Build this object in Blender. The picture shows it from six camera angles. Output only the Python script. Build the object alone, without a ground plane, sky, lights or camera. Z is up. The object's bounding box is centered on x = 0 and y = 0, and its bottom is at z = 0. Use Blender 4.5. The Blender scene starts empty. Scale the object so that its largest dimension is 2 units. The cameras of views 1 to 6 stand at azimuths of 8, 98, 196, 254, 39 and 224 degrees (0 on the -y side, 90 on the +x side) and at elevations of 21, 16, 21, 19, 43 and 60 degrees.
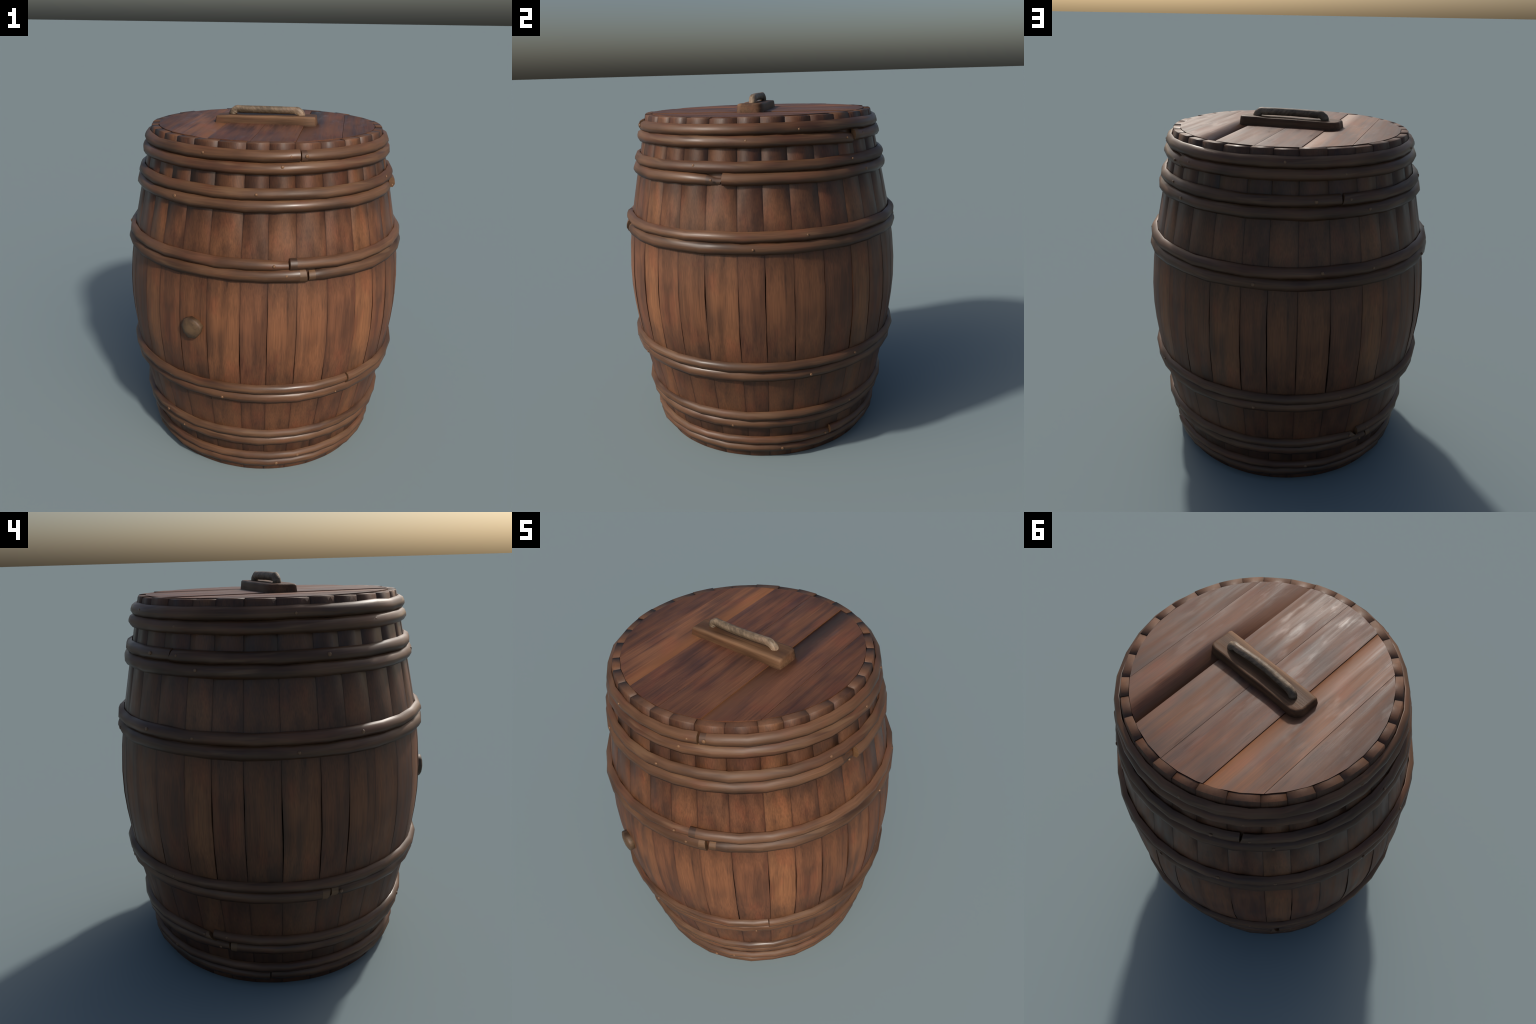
"""Old wooden barrel bound with split-branch hoops, with a plank lid, a lifting handle and a bung."""
import bpy, bmesh, math, random
from mathutils import Vector, Matrix

rnd = random.Random(7)
D2R = math.pi / 180.0
HEIGHT = 1.905                                # stave ends; the handle reaches 2.0

# ------------------------------------------------------------------ helpers
def interp(x, xs, ys):
    if x <= xs[0]:
        return ys[0]
    for i in range(1, len(xs)):
        if x <= xs[i]:
            t = (x - xs[i - 1]) / (xs[i] - xs[i - 1])
            return ys[i - 1] + t * (ys[i] - ys[i - 1])
    return ys[-1]

def smooth(a, b, x):
    t = min(1.0, max(0.0, (x - a) / (b - a)))
    return t * t * (3 - 2 * t)

def add_obj(name, mesh, parent=None, mat=None):
    ob = bpy.data.objects.new(name, mesh)
    bpy.context.scene.collection.objects.link(ob)
    if parent is not None:
        ob.parent = parent
    if mat is not None and not mesh.materials:
        mesh.materials.append(mat)
    return ob

class Builder:
    """Collects faces with an optional shading normal at each corner."""
    def __init__(self):
        self.v, self.f, self.n = [], [], []
    def vert(self, p):
        self.v.append(tuple(p))
        return len(self.v) - 1
    def face(self, idx, normals=None):
        self.f.append(tuple(idx))
        self.n.append(normals)
    def mesh(self, name):
        me = bpy.data.meshes.new(name)
        me.from_pydata(self.v, [], self.f)
        me.update()
        for p in me.polygons:
            p.use_smooth = True
        loops = []
        for p, ns in zip(me.polygons, self.n):
            for k in range(p.loop_total):
                n = Vector(ns[k]) if ns else p.normal.copy()
                loops.append(n.normalized())
        # creases: an edge is sharp where the faces on its two sides shade differently
        corner, seen = {}, {}
        for p in me.polygons:
            for li in p.loop_indices:
                corner[(p.index, me.loops[li].vertex_index)] = loops[li]
            for key in p.edge_keys:
                seen.setdefault(key, []).append(p.index)
        for e in me.edges:
            fs = seen.get(e.key, [])
            if len(fs) == 2:
                e.use_edge_sharp = any((corner[(fs[0], v)] - corner[(fs[1], v)]).length > 0.02 for v in e.vertices)
        me.normals_split_custom_set(loops)
        return me

# ------------------------------------------------------------------ materials
class Nodes:
    def __init__(self, name):
        self.mat = bpy.data.materials.new(name)
        self.mat.use_nodes = True
        self.t = self.mat.node_tree
        self.b = self.t.nodes["Principled BSDF"]
    def new(self, kind, **kw):
        n = self.t.nodes.new(kind)
        for k, v in kw.items():
            setattr(n, k, v)
        return n
    def put(self, sock, val):
        if isinstance(val, bpy.types.NodeSocket):
            self.t.links.new(val, sock)
        else:
            sock.default_value = val
    def math(self, op, a, b=0.0, clamp=False):
        n = self.new("ShaderNodeMath", operation=op, use_clamp=clamp)
        self.put(n.inputs[0], a)
        self.put(n.inputs[1], b)
        return n.outputs[0]
    def noise(self, vec, scale, detail=3.0, rough=0.55, dist=0.0):
        n = self.new("ShaderNodeTexNoise")
        self.put(n.inputs["Vector"], vec)
        n.inputs["Scale"].default_value = scale
        n.inputs["Detail"].default_value = detail
        n.inputs["Roughness"].default_value = rough
        n.inputs["Distortion"].default_value = dist
        return n.outputs["Fac"]
    def vec(self, x, y, z):
        n = self.new("ShaderNodeCombineXYZ")
        self.put(n.inputs[0], x); self.put(n.inputs[1], y); self.put(n.inputs[2], z)
        return n.outputs[0]
    def ramp(self, fac, stops, ease="LINEAR"):
        n = self.new("ShaderNodeValToRGB")
        n.color_ramp.interpolation = ease
        e = n.color_ramp.elements
        while len(e) < len(stops):
            e.new(0.5)
        for el, (p, c) in zip(e, stops):
            el.position = p
            el.color = (c, c, c, 1) if isinstance(c, float) else (*c, 1)
        self.put(n.inputs[0], fac)
        return n.outputs[0]
    def span(self, x, a, b, lo, hi):
        n = self.new("ShaderNodeMapRange", interpolation_type="SMOOTHSTEP")
        self.put(n.inputs[0], x)
        n.inputs[1].default_value = a; n.inputs[2].default_value = b
        n.inputs[3].default_value = lo; n.inputs[4].default_value = hi
        return n.outputs[0]
    def mix(self, fac, a, b, mode="MIX"):
        n = self.new("ShaderNodeMix", data_type="RGBA", blend_type=mode)
        self.put(n.inputs[0], fac)
        for s, c in ((n.inputs[6], a), (n.inputs[7], b)):
            self.put(s, c if isinstance(c, bpy.types.NodeSocket) else (*c, 1))
        return n.outputs[2]
    def coords(self):
        tc = self.new("ShaderNodeTexCoord")
        sp = self.new("ShaderNodeSeparateXYZ")
        self.t.links.new(tc.outputs["Object"], sp.inputs[0])
        return sp.outputs[0], sp.outputs[1], sp.outputs[2]

def wood(name, along, pal,  seed=0.0, rough=(0.36, 0.56), streak=1.0, patch=1.0, bump=0.12,
         extra=None, fine=1.0, spec=0.5, gloss=None):
    """along: 'x', 'y', 'z' or 'ring' - the way the grain runs.  pal: dark, middle, light."""
    N = Nodes(name)
    x, y, z = N.coords()
    def grain(k, off=0.0):
        """Coordinates squeezed along the grain, so that the noise is drawn out into streaks."""
        def sq(c, squeeze, extra=0.0):
            c = N.math("MULTIPLY", c, k) if squeeze else c
            return N.math("ADD", c, extra) if extra else c
        if along == "ring":
            return N.vec(sq(x, True, seed + off), sq(y, True), sq(z, False, 0.37 * seed))
        return N.vec(sq(x, along == "x", seed if along != "x" else 0.0),
                     sq(y, along == "y", off + (seed if along == "x" else 0.0)), sq(z, along == "z"))
    g_fine = N.noise(grain(0.022), 230 * fine, 2, 0.6)
    g_mid = N.noise(grain(0.045), 46 * fine, 4, 0.6, 0.15)
    g_wide = N.noise(grain(0.07), 21, 2, 0.5, 0.1)
    patchy = N.noise(grain(0.50, 3.1), 7.5, 1.6, 0.5, 0.2)
    tone = N.math("ADD", N.math("MULTIPLY", patchy, 0.75 * patch), N.math("MULTIPLY", g_wide, 1.0 - 0.5 * patch))
    tone = N.math("ADD", tone, N.math("MULTIPLY", N.math("SUBTRACT", g_mid, 0.5), 0.42 * streak))
    col = N.ramp(tone, [(0.38, pal[0]), (0.55, pal[1]), (0.73, pal[2])], "B_SPLINE")
    col = N.mix(1.0, col, N.ramp(g_fine, [(0.3, 1.0 - 0.30 * streak), (0.68, 1.04)]), "MULTIPLY")
    crack = N.ramp(g_mid, [(0.24, 1.0 - 0.30 * streak), (0.36, 1.0)])
    col = N.mix(1.0, col, crack, "MULTIPLY")
    # reddish stain patches
    red = N.noise(grain(0.5, 7.7), 11, 3, 0.55)
    col = N.mix(N.span(red, 0.50, 0.66, 0.0, 0.40), col, N.mix(1.0, col, (1.10, 0.80, 0.80), "MULTIPLY"))
    if extra:
        col = extra(N, col, x, y, z, patchy)
    N.t.links.new(col, N.b.inputs["Base Color"])
    rr = N.math("ADD", N.span(g_wide, 0.3, 0.7, rough[0], rough[1]),
                N.math("MULTIPLY", N.math("SUBTRACT", g_fine, 0.5), 0.18))
    if gloss:
        rr = gloss(N, rr, x, y, z)
    N.t.links.new(rr, N.b.inputs["Roughness"])
    N.b.inputs["Specular IOR Level"].default_value = spec
    bp = N.new("ShaderNodeBump")
    bp.inputs["Strength"].default_value = bump
    bp.inputs["Distance"].default_value = 0.004
    N.t.links.new(N.math("ADD", g_mid, N.math("MULTIPLY", g_fine, 0.5)), bp.inputs["Height"])
    N.t.links.new(bp.outputs[0], N.b.inputs["Normal"])
    return N.mat

# ------------------------------------------------------------------ proportions
# staves: radius of the outer face at each height (both ends alike)
PZ = [0.000, 0.040, 0.180, 0.345, 0.440, 0.540, 0.690, 0.800, 0.900, 1.020, 1.160, 1.270, 1.380, 1.530, 1.720, 1.870, 1.905]
PR = [0.655, 0.664, 0.694, 0.729, 0.748, 0.768, 0.791, 0.804, 0.811, 0.810, 0.799, 0.783, 0.764, 0.733, 0.692, 0.661, 0.6538]
def stave_r(z):
    return interp(z, PZ, PR)

# hoops: middle height, half height, reach beyond the staves, joint azimuth (0 = -y, 90 = +x)
# joint: (gap, slope of left cut, slope of right cut, left drop, right drop, left slim, right slim, left sink, right sink)
HOOPS = [
    (1.8475, 0.0275, 0.0280, 21.7, (0.7, 0.0, 0.1, 0.002, -0.003, 1.0, 0.95, 0.001, -0.004)),
    (1.7905, 0.0290, 0.0290, 143.5, (0.5, 0.0, 0.3, -0.014, 0.003, 0.90, 1.0, -0.009, 0.002)),
    (1.6680, 0.0275, 0.0285, 216.5, (0.5, 0.0, 0.8, 0.002, 0.001, 0.97, 1.0, -0.004, 0.0)),
    (1.6115, 0.0295, 0.0290, 83.0, (0.9, 0.7, 0.1, -0.012, 0.002, 0.68, 1.02, -0.017, 0.005)),
    (1.3300, 0.0270, 0.0290, 16.6, (0.5, 0.0, 0.0, -0.007, 0.005, 0.78, 1.02, -0.008, 0.003)),
    (1.2735, 0.0300, 0.0270, 23.3, (1.0, -0.35, 0.1, 0.003, -0.004, 1.10, 0.80, 0.002, -0.004)),
    (0.6210, 0.0260, 0.0285, 43.2, (0.1, -0.2, 0.2, -0.001, 0.001, 0.97, 1.04, -0.005, 0.003)),
    (0.5670, 0.0290, 0.0260, 273.2, (1.1, 0.6, 0.0, -0.003, 0.001, 0.95, 0.98, 0.0, -0.012)),
    (0.2970, 0.0255, 0.0272, 229.0, (1.0, -1.6, 0.0, -0.009, 0.008, 0.76, 0.97, 0.002, 0.0)),
    (0.2450, 0.0280, 0.0262, 235.8, (0.5, -0.4, 0.0, 0.000, -0.002, 0.74, 0.92, 0.0, -0.003)),
    (0.1195, 0.0240, 0.0255, 128.9, (0.1, 0.0, 0.2, -0.009, 0.007, 0.92, 1.02, -0.007, 0.004)),
    (0.0700, 0.0250, 0.0270, 251.5, (0.7, 0.3, 0.0, -0.003, 0.001, 0.98, 0.97, 0.002, -0.003)),
]
# small pegs: azimuth, offset up or down from the hoop middle
PEGS = [
    [(17.5, 0.000), (24, 0.000), (115, -0.005), (194, 0.004), (263, -0.003), (341, 0.002)],
    [(14, 0.009), (93, 0.006), (138.5, -0.008), (150, 0.006), (218, 0.002), (296, 0.007)],
    [(4, 0.003), (71, 0.009), (140, 0.008), (206, 0.003), (219.8, 0.004), (274, 0.004)],
    [(79, -0.002), (87, 0.001), (148, 0.001), (228, 0.004), (329, 0.008)],
    [(11, 0.000), (19, 0.001), (115, 0.003), (208, 0.004), (228, -0.003), (284, 0.001)],
    [(15.5, 0.006), (95, 0.000), (184, -0.001), (262, 0.002)],
    [(47, 0.002), (136, 0.002), (217, 0.000), (329, -0.008)],
    [(38, -0.010), (116, -0.008), (184, -0.005), (352, -0.008), (277, 0.0)],
    [(138, -0.003), (225.5, 0.002), (235, 0.010), (320, 0.0)],
    [(83, -0.010), (232, -0.006), (330, 0.0)],
    [(25, -0.001), (126.5, -0.006), (131.5, 0.008), (206, -0.002)],
    [(105, -0.002), (249, -0.005), (15, 0.0)],
]
# stave edges: a set of four widths that comes back every 45 degrees
SEAMS = [-0.9, 9.0, 19.65, 31.5]

# ------------------------------------------------------------------ colours
def tint(c, k, warm=0.0):
    return (c[0] * k * (1 + 0.5 * warm), c[1] * k * (1 + warm), c[2] * k)

STAVE_PAL = ((0.072, 0.0300, 0.0150), (0.117, 0.0470, 0.0212), (0.176, 0.0695, 0.0295))
STAVE_TONE = [(0.94, -0.04), (1.02, 0.00), (1.10, 0.0), (1.00, -0.05), (1.25, 0.05), (1.04, -0.02), (0.88, 0.0), (1.08, 0.02)]

def stave_extra(half_angle):
    def f(N, col, x, y, z, patchy):
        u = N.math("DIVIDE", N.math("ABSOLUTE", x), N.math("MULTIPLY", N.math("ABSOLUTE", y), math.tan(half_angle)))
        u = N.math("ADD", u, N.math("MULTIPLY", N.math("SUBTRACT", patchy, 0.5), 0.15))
        dark = N.math("ADD", N.span(u, 0.55, 1.0, 0.0, 0.22), N.span(u, 0.88, 1.0, 0.0, 0.50))  # stave edges darkened: soft contact shadow of the seams, in the colour
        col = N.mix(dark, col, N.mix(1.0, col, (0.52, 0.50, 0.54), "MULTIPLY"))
        # occlusion shade along the hoops painted into the wood, belly lifted lighter
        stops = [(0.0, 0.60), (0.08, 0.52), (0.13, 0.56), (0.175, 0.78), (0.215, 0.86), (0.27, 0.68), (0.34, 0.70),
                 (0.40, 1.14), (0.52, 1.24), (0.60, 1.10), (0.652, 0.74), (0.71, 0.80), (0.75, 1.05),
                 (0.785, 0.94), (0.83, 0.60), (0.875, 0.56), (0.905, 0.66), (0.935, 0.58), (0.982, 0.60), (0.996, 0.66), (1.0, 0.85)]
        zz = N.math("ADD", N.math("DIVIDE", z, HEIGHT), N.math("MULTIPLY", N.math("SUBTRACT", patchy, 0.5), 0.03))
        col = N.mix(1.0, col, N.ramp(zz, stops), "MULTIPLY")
        # end grain on top of the rim is paler and greyer
        col = N.mix(N.span(z, HEIGHT - 0.005, HEIGHT - 0.001, 0.0, 0.5), col, (0.118, 0.063, 0.036))
        return col
    return f

def rod_extra(N, col, x, y, z, patchy):
    pale = N.noise(N.vec(x, N.math("ADD", y, N.math("MULTIPLY", z, 7.7)), N.math("MULTIPLY", z, 6.0)), 4.0, 2, 0.5)
    col = N.mix(N.span(pale, 0.58, 0.72, 0.0, 0.50), col, (0.170, 0.094, 0.048))
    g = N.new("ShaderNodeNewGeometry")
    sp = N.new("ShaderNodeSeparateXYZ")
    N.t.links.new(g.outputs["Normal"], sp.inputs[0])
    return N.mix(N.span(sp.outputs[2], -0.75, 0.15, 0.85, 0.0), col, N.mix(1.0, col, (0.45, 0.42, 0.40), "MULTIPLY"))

def board_gloss(N, rr, x, y, z):
    n = N.noise(N.vec(N.math("MULTIPLY", x, 2.2), N.math("MULTIPLY", y, 0.7), 1.7), 7.0, 3, 0.6)
    return N.math("ADD", rr, N.span(n, 0.52, 0.72, 0.05, -0.10))

def board_extra(N, col, x, y, z, patchy):
    # grime under the handle and round the edge
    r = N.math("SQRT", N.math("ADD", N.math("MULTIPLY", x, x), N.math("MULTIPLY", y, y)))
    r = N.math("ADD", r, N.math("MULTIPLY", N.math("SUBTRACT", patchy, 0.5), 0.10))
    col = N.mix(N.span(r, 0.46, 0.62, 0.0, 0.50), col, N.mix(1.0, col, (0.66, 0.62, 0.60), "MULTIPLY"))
    # the two rolled edges are worn to a warmer brown
    e = N.math("ADD", N.math("ABSOLUTE", x), N.math("MULTIPLY", N.math("SUBTRACT", patchy, 0.5), 0.10))
    band = N.math("MULTIPLY", N.math("GREATER_THAN", N.math("ABSOLUTE", x), 0.2188), N.span(e, 0.225, 0.31, 0.70, 0.0))
    col = N.mix(band, col, (0.200, 0.082, 0.033))
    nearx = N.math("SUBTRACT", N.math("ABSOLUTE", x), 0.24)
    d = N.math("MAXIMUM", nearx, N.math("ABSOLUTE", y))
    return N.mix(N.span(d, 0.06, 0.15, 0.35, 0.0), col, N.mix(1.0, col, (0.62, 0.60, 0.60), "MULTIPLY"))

def stave_gloss(N, rr, x, y, z):
    # rubbed and shiny above the belly hoop, dry on the belly
    rr = N.math("SUBTRACT", rr, N.math("SUBTRACT", N.span(z, 1.15, 1.40, 0.0, 0.10), N.span(z, 1.76, 1.88, 0.0, 0.16)))
    return N.math("ADD", rr, N.ramp(N.math("DIVIDE", z, 2.0), [(0.0, 0.02), (0.30, 0.06), (0.55, 0.08), (0.66, 0.0), (0.70, 0.0)]))

def hoop_gloss(N, rr, x, y, z):
    n = N.noise(N.vec(x, y, N.math("MULTIPLY", z, 4.0)), 3.2, 2, 0.5)
    return N.math("ADD", rr, N.span(n, 0.40, 0.62, -0.06, 0.13))

ROD_PAL = ((0.052, 0.0243, 0.0120), (0.095, 0.0442, 0.0216), (0.146, 0.070, 0.034))
BOARD_PAL = ((0.060, 0.0265, 0.0165), (0.103, 0.0430, 0.0240), (0.178, 0.0715, 0.0335))
BLOCK_PAL = ((0.068, 0.033, 0.0165), (0.118, 0.060, 0.030), (0.178, 0.094, 0.047))
GRIP_PAL = ((0.085, 0.058, 0.035), (0.155, 0.110, 0.070), (0.265, 0.193, 0.128))

# ------------------------------------------------------------------ the barrel
barrel = bpy.data.objects.new("wooden_barrel", None)
bpy.context.scene.collection.objects.link(barrel)
barrel["label"] = "old brown wooden barrel with branch hoops, plank lid and handle"
barrel["category"] = "barrel"

def build_stave(w0, w1, mat_i, mats, gap_l, gap_r, lean, rise):
    """One stave, outside facing +Y, turned into place afterwards."""
    half = 0.5 * (w1 - w0) * D2R
    zs = sorted(set([0.0, 0.02] + PZ[1:-1] + [0.27, 0.62] + [0.66 + 0.035 * k for k in range(16)] + [1.215, 1.32, 1.45, 1.62, 1.80]))
    cols = 7
    B = Builder()
    def edge(z, side):
        open_ = 0.0
        for c, span, g in (gap_l if side < 0 else gap_r):
            open_ = max(open_, g * max(0.0, 1.0 - abs(z - c) / span))
        return stave_r(z) * math.sin(half) - 0.0005 - open_
    def tilt(z):
        return D2R * interp(z, [0, 0.15, 0.45, 0.95, 1.22, 1.38, 1.52, 1.64, 1.9], [26, 20, 8, 4, 6, 12, 30, 46, 46])
    thick = 0.0368
    outer, inner = [], []
    for z in zs + [HEIGHT - 0.004, HEIGHT]:
        base = stave_r(z) * math.cos(half)
        mid = lean * max(0.0, 1 - ((z - 0.93) / 0.33) ** 2)
        if z == HEIGHT:
            base -= 0.003
        row = []
        for k in range(cols):
            u = -1 + 2 * k / (cols - 1)
            e = edge(z, u)
            row.append(B.vert((u * e, base + 0.0025 * (1 - u * u) + mid * u, z)))
        outer.append(row)
        inner.append([B.vert((s * (stave_r(z) - thick) / stave_r(z) * edge(z, s) * 0.99, stave_r(z) * math.cos(half) - thick, z)) for s in (-1, 1)])
    def nrm(j, k):
        z = B.v[outer[j][k]][2]
        z0, z1 = max(0, z - 0.06), min(HEIGHT, z + 0.06)
        slope = (stave_r(z1) - stave_r(z0)) / (z1 - z0)
        u = -1 + 2 * k / (cols - 1)
        a = math.atan(math.tan(tilt(z)) * math.copysign(abs(u) ** 1.15, u))
        n = Vector((math.sin(a), math.cos(a), -slope)).normalized()
        w = smooth(HEIGHT - 0.016, HEIGHT, z)
        return (n + Vector((0, 0, 0.35 * w))).normalized()
    J = len(outer)
    for j in range(J - 1):
        for k in range(cols - 1):
            q = [(j, k), (j + 1, k), (j + 1, k + 1), (j, k + 1)]
            B.face([outer[a][b] for a, b in q], [nrm(a, b) for a, b in q])
        B.face([outer[j][0], inner[j][0], inner[j + 1][0], outer[j + 1][0]])
        B.face([outer[j][-1], outer[j + 1][-1], inner[j + 1][1], inner[j][1]])
        B.face([inner[j][0], inner[j][1], inner[j + 1][1], inner[j + 1][0]])
    # rim: a grid between inner and outer edge, softly pillowed
    top_in = [B.vert((( -1 + 2 * k / (cols - 1)) * abs(B.v[inner[-1][0]][0]), B.v[inner[-1][0]][1], HEIGHT)) for k in range(cols)]
    def tn(k, out):
        u = -1 + 2 * k / (cols - 1)
        return Vector((1.05 * math.copysign(abs(u) ** 1.3, u), 0.50 if out else 0.10, 1.0)).normalized()
    for k in range(cols - 1):
        B.face([outer[-1][k], outer[-1][k + 1], top_in[k + 1], top_in[k]][::-1],
               [tn(k, 1), tn(k + 1, 1), tn(k + 1, 0), tn(k, 0)][::-1])
    B.face(outer[0][::1] + [inner[0][1], inner[0][0]])
    B.face([inner[-1][0], inner[-1][1]] + top_in[::-1])
    me = B.mesh("stave")
    for v in me.vertices:
        v.co.z += rise * smooth(1.80, HEIGHT, v.co.z)
    ob = add_obj("stave", me, barrel, mats[mat_i])
    mid_az = 0.5 * (w0 + w1) * D2R
    # azimuth a points to (sin a, -cos a): turn +Y onto it
    ob.rotation_euler = (0, 0, math.pi + mid_az)
    return ob

edges = [SEAMS[i % 4] + 45.0 * (i // 4) for i in range(33)]
stave_mats = []
for i in range(8):
    k, w = STAVE_TONE[i]
    pal = tuple(tint(c, k, w) for c in STAVE_PAL)
    half = 0.5 * (edges[i + 1] - edges[i]) * D2R
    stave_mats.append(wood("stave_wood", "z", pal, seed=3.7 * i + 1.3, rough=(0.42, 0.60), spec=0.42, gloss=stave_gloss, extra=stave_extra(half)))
seam_gap = []
for i in range(32):
    seam_gap.append([(rnd.uniform(0.66, 0.82), rnd.uniform(0.10, 0.2), rnd.choice([0.0008, 0.0022, 0.0034, 0.0046])),
                     (rnd.uniform(0.86, 1.12), rnd.uniform(0.10, 0.2), rnd.choice([0.0008, 0.0016, 0.0030, 0.0042]))])
for i in range(32):
    build_stave(edges[i], edges[i + 1], i % 8, stave_mats, seam_gap[i], seam_gap[(i + 1) % 32], rnd.uniform(-0.0035, 0.0035), rnd.uniform(-0.0035, 0.0015))

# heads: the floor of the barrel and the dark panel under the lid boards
def disc(name, r, z0, z1, mat, parent):
    bm = bmesh.new()
    bmesh.ops.create_cone(bm, cap_ends=True, segments=64, radius1=r, radius2=r, depth=z1 - z0,
                          matrix=Matrix.Translation((0, 0, 0.5 * (z0 + z1))))
    me = bpy.data.meshes.new(name); bm.to_mesh(me); bm.free()
    return add_obj(name, me, parent, mat)
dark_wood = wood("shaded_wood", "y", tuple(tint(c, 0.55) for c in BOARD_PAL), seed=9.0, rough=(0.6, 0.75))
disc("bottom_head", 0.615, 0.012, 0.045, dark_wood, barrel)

# ------------------------------------------------------------------ hoops
SECTION = [(-0.03, 0.92), (0.16, 0.99), (0.76, 0.64), (0.98, 0.08), (1.00, -0.36), (0.60, -0.93), (-0.03, -0.98)]
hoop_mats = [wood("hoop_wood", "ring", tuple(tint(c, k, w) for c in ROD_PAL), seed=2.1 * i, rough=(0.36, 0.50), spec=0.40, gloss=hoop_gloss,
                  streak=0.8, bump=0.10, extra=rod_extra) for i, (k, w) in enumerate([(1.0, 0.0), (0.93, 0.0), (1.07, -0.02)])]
peg_mat = wood("peg_wood", "z", tuple(tint(c, 1.5, 0.08) for c in ROD_PAL), seed=5.0, rough=(0.35, 0.5))
dark_end_mat = wood("dark_end_wood", "ring", tuple(tint(c, 0.62) for c in ROD_PAL), seed=11.0, rough=(0.42, 0.58))
cut_mat = wood("cut_end_wood", "ring", tuple(tint(c, 1.32, 0.12) for c in ROD_PAL), seed=8.0, rough=(0.5, 0.65))

def hoop_point(i, h, az, s, jit, end):
    """Surface point of hoop h at azimuth az, section point s, end = (drop, slim, sink, shift)."""
    zc, hh, reach, _, _ = h
    drop, slim, sink, shift = end
    dz, dr, dk = jit
    a, b = SECTION[s]
    z = zc + dz + drop + b * hh * 1.07 * slim * dk
    zb = min(HEIGHT - 0.01, max(0.02, z))
    r0 = 0.5 * (stave_r(zb) + stave_r(zc)) + 0.0008
    r = r0 + a * reach * dk * (0.5 + 0.5 * slim) + dr + (sink if a > 0 else sink * 0.5)
    ang = (az + shift * b) * D2R
    return Vector((r * math.sin(ang), -r * math.cos(ang), z))

def build_hoop(i, h):
    zc, hh, reach, joint, (gap, cutl, cutr, dl, dr_, sl, sr, kl, kr) = h
    B = Builder()
    start, stop = joint + gap * 0.5, joint + 360 - gap * 0.5
    # bends fall at the middle of the staves, near enough; finer next to the joint
    azs, a0 = [], (i * 3.7) % 11.25
    steps = [start, start + 2.5, start + 6] + [start + 11.25 * (k + 0.6) for k in range(1, 31)] + [stop - 6, stop - 2.5, stop]
    azs = sorted(set(steps))
    S = len(SECTION)
    rings = []
    for n, az in enumerate(azs):
        tl = 1 - smooth(0, 11, stop - az); tr = 1 - smooth(0, 11, az - start)
        cl = 1.0 if az == stop else 0.0; cr = 1.0 if az == start else 0.0
        end = (dl * tl + dr_ * tr, 1 + (sl - 1) * tl + (sr - 1) * tr, kl * tl + kr * tr, cutl * cl + cutr * cr)
        fade = 1 - max(tl, tr)
        jit = (rnd.uniform(-0.0026, 0.0026) * fade, rnd.uniform(-0.0012, 0.0026) * fade, 1 + rnd.uniform(-0.05, 0.05) * fade)
        rings.append([hoop_point(i, h, az, s, jit, end) for s in range(S)])
    idx = [[B.vert(p) for p in ring] for ring in rings]
    # shading normals: averaged along the rod and round its section
    def n_at(j, s):
        ja, jb = max(0, j - 1), min(len(rings) - 1, j + 1)
        sa, sb = max(0, s - 1), min(S - 1, s + 1)
        return (rings[jb][s] - rings[ja][s]).cross(rings[j][sa] - rings[j][sb]).normalized()
    for j in range(len(rings) - 1):
        for s in range(S - 1):
            q = [(j, s), (j + 1, s), (j + 1, s + 1), (j, s + 1)]
            B.face([idx[a][b] for a, b in q][::-1], [n_at(a, b) for a, b in q][::-1])
        B.face([idx[j][0], idx[j][S - 1], idx[j + 1][S - 1], idx[j + 1][0]][::-1])
    B.face(idx[0])
    B.face(idx[-1][::-1])
    me = B.mesh("hoop")
    me.materials.append(hoop_mats[(i * 2) % 3])
    me.materials.append(cut_mat)
    for p in list(me.polygons)[-2:]:
        p.material_index = 1
    # whittled, paler ends: the last strip of faces on the ends that were trimmed to fit
    per = len(SECTION)
    whittled = {5: "lr", 7: "lr", 8: "l", 1: "r", 9: "r"}.get(i, "")
    if "r" in whittled:
        for p in list(me.polygons)[:per]:
            p.material_index = 1
    if "l" in whittled:
        for p in list(me.polygons)[-2 - per:-2]:
            p.material_index = 1
    # ends with a darker tone at the joint
    me.materials.append(dark_end_mat)
    if i in (0, 4):
        for p in list(me.polygons)[:per]:
            p.material_index = 2
    if i == 3:
        for p in list(me.polygons)[-2 - 2 * per:-2]:
            p.material_index = 2
    ob = add_obj("hoop", me, barrel)
    return ob

def dome_mesh(name, r, h, seg=10):
    B = Builder()
    rows = [(1.0, -0.6), (0.95, 0.25), (0.72, 0.72), (0.36, 0.95)]
    ids = [[B.vert((r * k * math.cos(2 * math.pi * t / seg), r * k * math.sin(2 * math.pi * t / seg), h * z)) for t in range(seg)] for k, z in rows]
    tip = B.vert((0, 0, h))
    me = bpy.data.meshes.new(name)
    faces = []
    for a in range(len(rows) - 1):
        for t in range(seg):
            faces.append((ids[a][t], ids[a][(t + 1) % seg], ids[a + 1][(t + 1) % seg], ids[a + 1][t]))
    for t in range(seg):
        faces.append((ids[-1][t], ids[-1][(t + 1) % seg], tip))
    me.from_pydata(B.v, [], faces); me.update()
    for p in me.polygons:
        p.use_smooth = True
    return me

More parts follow.
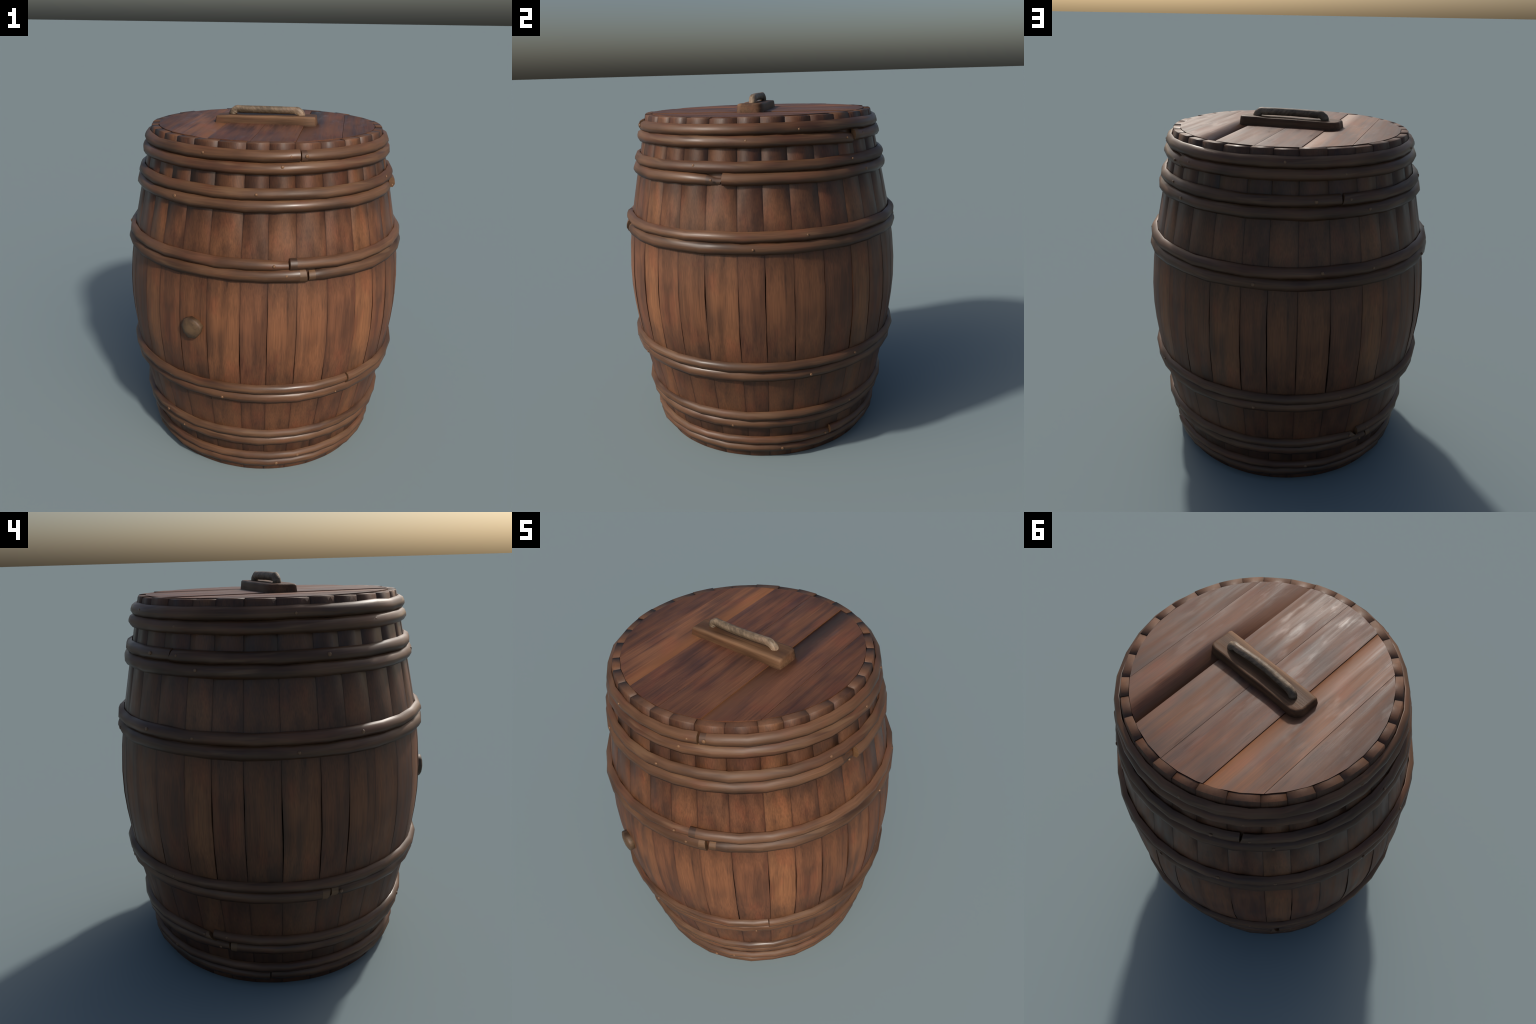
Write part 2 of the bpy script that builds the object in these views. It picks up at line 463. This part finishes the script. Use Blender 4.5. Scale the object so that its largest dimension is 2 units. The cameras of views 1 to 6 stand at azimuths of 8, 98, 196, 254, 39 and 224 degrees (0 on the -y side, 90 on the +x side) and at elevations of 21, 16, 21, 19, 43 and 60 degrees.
peg_mesh = dome_mesh("peg", 0.0078, 0.0042)
for i, h in enumerate(HOOPS):
    hoop = build_hoop(i, h)
    for az, off in PEGS[i]:
        zc, hh, reach = h[0], h[1], h[2]
        b = off / hh
        a = interp(b, [-0.95, -0.74, -0.32, 0.08, 0.52, 0.86], [0.25, 0.70, 0.98, 1.0, 0.82, 0.40])
        z = zc + off
        r = 0.5 * (stave_r(z) + stave_r(zc)) + a * reach - 0.0012
        ob = add_obj("peg", peg_mesh, hoop, peg_mat)
        ang = az * D2R
        out = Vector((math.sin(ang), -math.cos(ang), 0.5 * b))
        ob.rotation_euler = out.to_track_quat("Z", "Y").to_euler()
        k = rnd.uniform(0.8, 1.25)
        ob.scale = (k, k, rnd.uniform(0.7, 1.2))
        ob.location = (r * math.sin(ang), -r * math.cos(ang), z)

# ------------------------------------------------------------------ lid
LID_R, LID_TOP = 0.6140, 1.9075
BOARDS = [-0.62, -0.4375, -0.2175, 0.003, 0.2200, 0.4400, 0.62]
BOARD_TONE = [(0.92, 0.0), (1.36, 0.05), (0.98, -0.04), (1.0, 0.02), (1.03, -0.03), (0.9, 0.0)]
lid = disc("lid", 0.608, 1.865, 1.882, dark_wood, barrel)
LIDN = 40                                        # the lid is cut as a many-sided plate
def lid_edge(x):
    """Half length of a board at x, on the slightly polygonal outline."""
    best = 0.0
    for k in range(LIDN):
        a, b = 2 * math.pi * k / LIDN, 2 * math.pi * (k + 1) / LIDN
        x0, y0, x1, y1 = LID_R * math.cos(a), LID_R * math.sin(a), LID_R * math.cos(b), LID_R * math.sin(b)
        if (x - x0) * (x - x1) <= 0 and abs(x1 - x0) > 1e-9 and y0 + y1 > 0:
            best = max(best, y0 + (y1 - y0) * (x - x0) / (x1 - x0))
    return best
for b in range(6):
    xa, xb = max(BOARDS[b], -LID_R + 0.0005), min(BOARDS[b + 1], LID_R - 0.0005)
    xa += 0.0009 if b else 0; xb -= 0.0009 if b < 5 else 0
    n = 22
    xs = [xa + (xb - xa) * k / n for k in range(n + 1)]
    rolls = {1: (+1, 0.10, 32), 4: (-1, 0.125, 66)}          # boards that roll off at one edge
    def top(x):
        if b in rolls:
            s, w, ang = rolls[b]
            d = (xb - x) if s > 0 else (x - xa)
            return -0.0045 * (1 - smooth(0, w, d)), s * D2R * ang * (1 - min(1.0, d / w)) ** (0.75 if b == 4 else 1.2)
        u = (2 * x - xa - xb) / (xb - xa)
        return -0.0008 * u ** 6, D2R * 6 * math.copysign(abs(u) ** 6, u)
    B = Builder()
    up, lo = [], []
    for x in xs:
        e = lid_edge(x); dz, a = top(x)
        up.append([B.vert((x, t * e, LID_TOP + dz)) for t in (-1, -0.5, 0, 0.5, 1)])
        lo.append([B.vert((x, t * e, LID_TOP - 0.03)) for t in (-1, -0.5, 0, 0.5, 1)])
    for k in range(n):
        def tn(x, t):
            fade = (0.30, 0.45, 0.85, 1.0, 1.0)[t] if b == 4 else 1.0
            return Vector((math.sin(top(x)[1] * fade), 0, math.cos(top(x)[1] * fade)))
        for t in range(4):
            B.face([up[k][t], up[k + 1][t], up[k + 1][t + 1], up[k][t + 1]],
                   [tn(xs[k], t), tn(xs[k + 1], t), tn(xs[k + 1], t + 1), tn(xs[k], t + 1)])
            B.face([lo[k][t], lo[k][t + 1], lo[k + 1][t + 1], lo[k + 1][t]])
        B.face([up[k][0], lo[k][0], lo[k + 1][0], up[k + 1][0]])
        B.face([up[k][4], up[k + 1][4], lo[k + 1][4], lo[k][4]])
    for t in range(4):
        B.face([up[0][t], up[0][t + 1], lo[0][t + 1], lo[0][t]])
        B.face([up[n][t], lo[n][t], lo[n][t + 1], up[n][t + 1]])
    k, w = BOARD_TONE[b]
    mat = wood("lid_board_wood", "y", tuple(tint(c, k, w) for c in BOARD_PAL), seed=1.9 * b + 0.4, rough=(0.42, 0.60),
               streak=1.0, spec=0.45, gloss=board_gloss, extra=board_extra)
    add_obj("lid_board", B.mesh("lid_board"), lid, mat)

# ------------------------------------------------------------------ handle: block and grip
def block_mesh():
    # plan outline, corner by corner: crisp front corners, rounded back ones
    outline = [(-0.291, -0.060), (-0.286, -0.068), (0.281, -0.077), (0.288, -0.070),
               (0.291, 0.040), (0.284, 0.056), (0.258, 0.067), (-0.244, 0.073), (-0.272, 0.061), (-0.290, 0.033)]
    bm = bmesh.new()
    vs = [bm.verts.new((x, y, LID_TOP - 0.004)) for x, y in outline]
    f = bm.faces.new(vs)
    r = bmesh.ops.extrude_face_region(bm, geom=[f])
    top_v = [v for v in r["geom"] if isinstance(v, bmesh.types.BMVert)]
    for v in top_v:
        v.co.z = LID_TOP + 0.0430 + 0.003 * (v.co.x / 0.29)
        v.co.x *= 0.975; v.co.y *= 0.94
    bmesh.ops.recalc_face_normals(bm, faces=bm.faces[:])
    top_e = [e for e in bm.edges if all(v in top_v for v in e.verts)]
    side_e = [e for e in bm.edges if (e.verts[0] in top_v) != (e.verts[1] in top_v)]
    bmesh.ops.bevel(bm, geom=top_e, offset=0.010, segments=3, profile=0.6, affect="EDGES")
    bmesh.ops.triangulate(bm, faces=[f for f in bm.faces if len(f.verts) > 4])
    bmesh.ops.subdivide_edges(bm, edges=[e for e in bm.edges if e.calc_length() > 0.07], cuts=6, use_grid_fill=True)
    bmesh.ops.triangulate(bm, faces=[f for f in bm.faces if len(f.verts) > 4])
    for v in bm.verts:
        w = math.sin(v.co.x * 31 + 1.0) * 0.0012 + math.sin(v.co.x * 67 + v.co.y * 40) * 0.0008
        if v.co.z > LID_TOP + 0.01:
            v.co.z += w
        v.co.y += math.sin(v.co.x * 23 + 0.5) * 0.0013
    me = bpy.data.meshes.new("handle")
    bm.to_mesh(me); bm.free()
    for p in me.polygons:
        p.use_smooth = True
    me.set_sharp_from_angle(angle=50 * D2R)
    return me
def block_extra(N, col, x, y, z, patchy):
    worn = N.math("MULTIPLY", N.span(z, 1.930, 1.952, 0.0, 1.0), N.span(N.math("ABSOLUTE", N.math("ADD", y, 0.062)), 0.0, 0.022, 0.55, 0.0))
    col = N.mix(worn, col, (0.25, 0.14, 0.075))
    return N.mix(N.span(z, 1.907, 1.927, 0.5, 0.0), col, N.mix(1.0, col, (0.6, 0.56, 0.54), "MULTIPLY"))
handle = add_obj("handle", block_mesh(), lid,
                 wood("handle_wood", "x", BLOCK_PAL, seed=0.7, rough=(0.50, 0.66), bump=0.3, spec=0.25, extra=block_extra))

def grip_mesh():
    path = [(-0.1985, 0.006, 1.940), (-0.1985, 0.006, 1.9570), (-0.1960, 0.006, 1.9625), (-0.176, 0.005, 1.9770), (-0.171, 0.005, 1.9782)]
    for k in range(1, 24):
        t = k / 24
        path.append((-0.171 + 0.342 * t, 0.005 - 0.010 * math.sin(math.pi * min(1, t * 1.0)) - 0.002 * t, 1.9765 + 0.0018 * math.sin(math.pi * t) + 0.001 * t))
    path += [(0.171, -0.001, 1.9788), (0.176, -0.001, 1.9778), (0.1960, 0.001, 1.9635), (0.1985, 0.001, 1.9580), (0.1985, 0.001, 1.940)]
    P = [Vector(p) for p in path]
    seg = 14
    verts, faces = [], []
    dist = 0.0
    for i, p in enumerate(P):
        t = (P[min(i + 1, len(P) - 1)] - P[max(i - 1, 0)]).normalized()
        side = Vector((0, 1, 0)); up = t.cross(side).normalized(); side = up.cross(t).normalized()
        if i:
            dist += (p - P[i - 1]).length
        for k in range(seg):
            a = 2 * math.pi * (k + 0.5) / seg
            hexy = 0.97 + 0.03 * math.cos(6 * a)
            twist = 1 + 0.012 * math.sin(2 * a + dist * 60) + 0.008 * math.sin(3 * a - dist * 190)
            # flattened branch: a little taller than wide
            verts.append(p + (side * math.cos(a) * 0.0206 + up * math.sin(a) * 0.0222) * hexy * twist)
    for i in range(len(P) - 1):
        for k in range(seg):
            faces.append((i * seg + k, i * seg + (k + 1) % seg, (i + 1) * seg + (k + 1) % seg, (i + 1) * seg + k))
    faces.append(tuple(range(seg))[::-1]); faces.append(tuple((len(P) - 1) * seg + k for k in range(seg)))
    me = bpy.data.meshes.new("grip")
    me.from_pydata([tuple(v) for v in verts], [], faces); me.update()
    bm = bmesh.new(); bm.from_mesh(me); bmesh.ops.recalc_face_normals(bm, faces=bm.faces[:]); bm.to_mesh(me); bm.free()
    for p in me.polygons:
        p.use_smooth = True
    return me
def grip_extra(N, col, x, y, z, patchy):
    # mottled, with bark-like flecks that lean round the rod
    v = N.vec(N.math("ADD", x, N.math("MULTIPLY", z, 0.8)), N.math("MULTIPLY", y, 1.2), N.math("MULTIPLY", z, 0.6))
    n = N.noise(v, 48, 3, 0.6, 0.6)
    return N.mix(1.0, col, N.ramp(n, [(0.36, 0.60), (0.52, 0.95), (0.66, 1.30)]), "MULTIPLY")
add_obj("grip", grip_mesh(), handle, wood("grip_wood", "x", GRIP_PAL, seed=4.2, rough=(0.5, 0.65), streak=0.5, bump=0.5, spec=0.4, extra=grip_extra))

# ------------------------------------------------------------------ bung
def bung_mesh():
    seg = 9
    rows = [(0.054, -0.02), (0.0595, 0.010), (0.0605, 0.027), (0.055, 0.0335), (0.038, 0.039), (0.019, 0.0415)]
    verts, faces = [], []
    for r, z in rows:
        for k in range(seg):
            a = 2 * math.pi * k / seg + 0.28
            w = 1 + 0.055 * math.sin(3 * a + 0.7) + 0.035 * math.sin(5 * a)
            verts.append((r * w * math.cos(a), r * w * math.sin(a), z))
    tip = len(verts); verts.append((0.004, -0.003, 0.0420))
    for i in range(len(rows) - 1):
        for k in range(seg):
            faces.append((i * seg + k, i * seg + (k + 1) % seg, (i + 1) * seg + (k + 1) % seg, (i + 1) * seg + k))
    for k in range(seg):
        faces.append(((len(rows) - 1) * seg + k, (len(rows) - 1) * seg + (k + 1) % seg, tip))
    me = bpy.data.meshes.new("bung")
    me.from_pydata(verts, [], faces); me.update()
    for p in me.polygons:
        p.use_smooth = True
    return me
def bung_extra(N, col, x, y, z, patchy):
    r = N.math("SQRT", N.math("ADD", N.math("MULTIPLY", x, x), N.math("MULTIPLY", y, y)))
    col = N.mix(N.span(r, 0.008, 0.042, 0.65, 0.0), col, (0.168, 0.100, 0.049))
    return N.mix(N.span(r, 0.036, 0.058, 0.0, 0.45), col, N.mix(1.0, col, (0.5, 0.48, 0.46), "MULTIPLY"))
BUNG_PAL = ((0.050, 0.027, 0.013), (0.092, 0.051, 0.024), (0.140, 0.081, 0.038))
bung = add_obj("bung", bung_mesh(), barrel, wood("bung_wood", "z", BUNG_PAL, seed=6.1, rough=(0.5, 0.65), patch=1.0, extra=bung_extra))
ang = 340.8 * D2R
out = Vector((math.sin(ang), -math.cos(ang), 0))
bung.location = out * 0.803 + Vector((0, 0, 0.957))
bung.rotation_euler = out.to_track_quat("Z", "Y").to_euler()
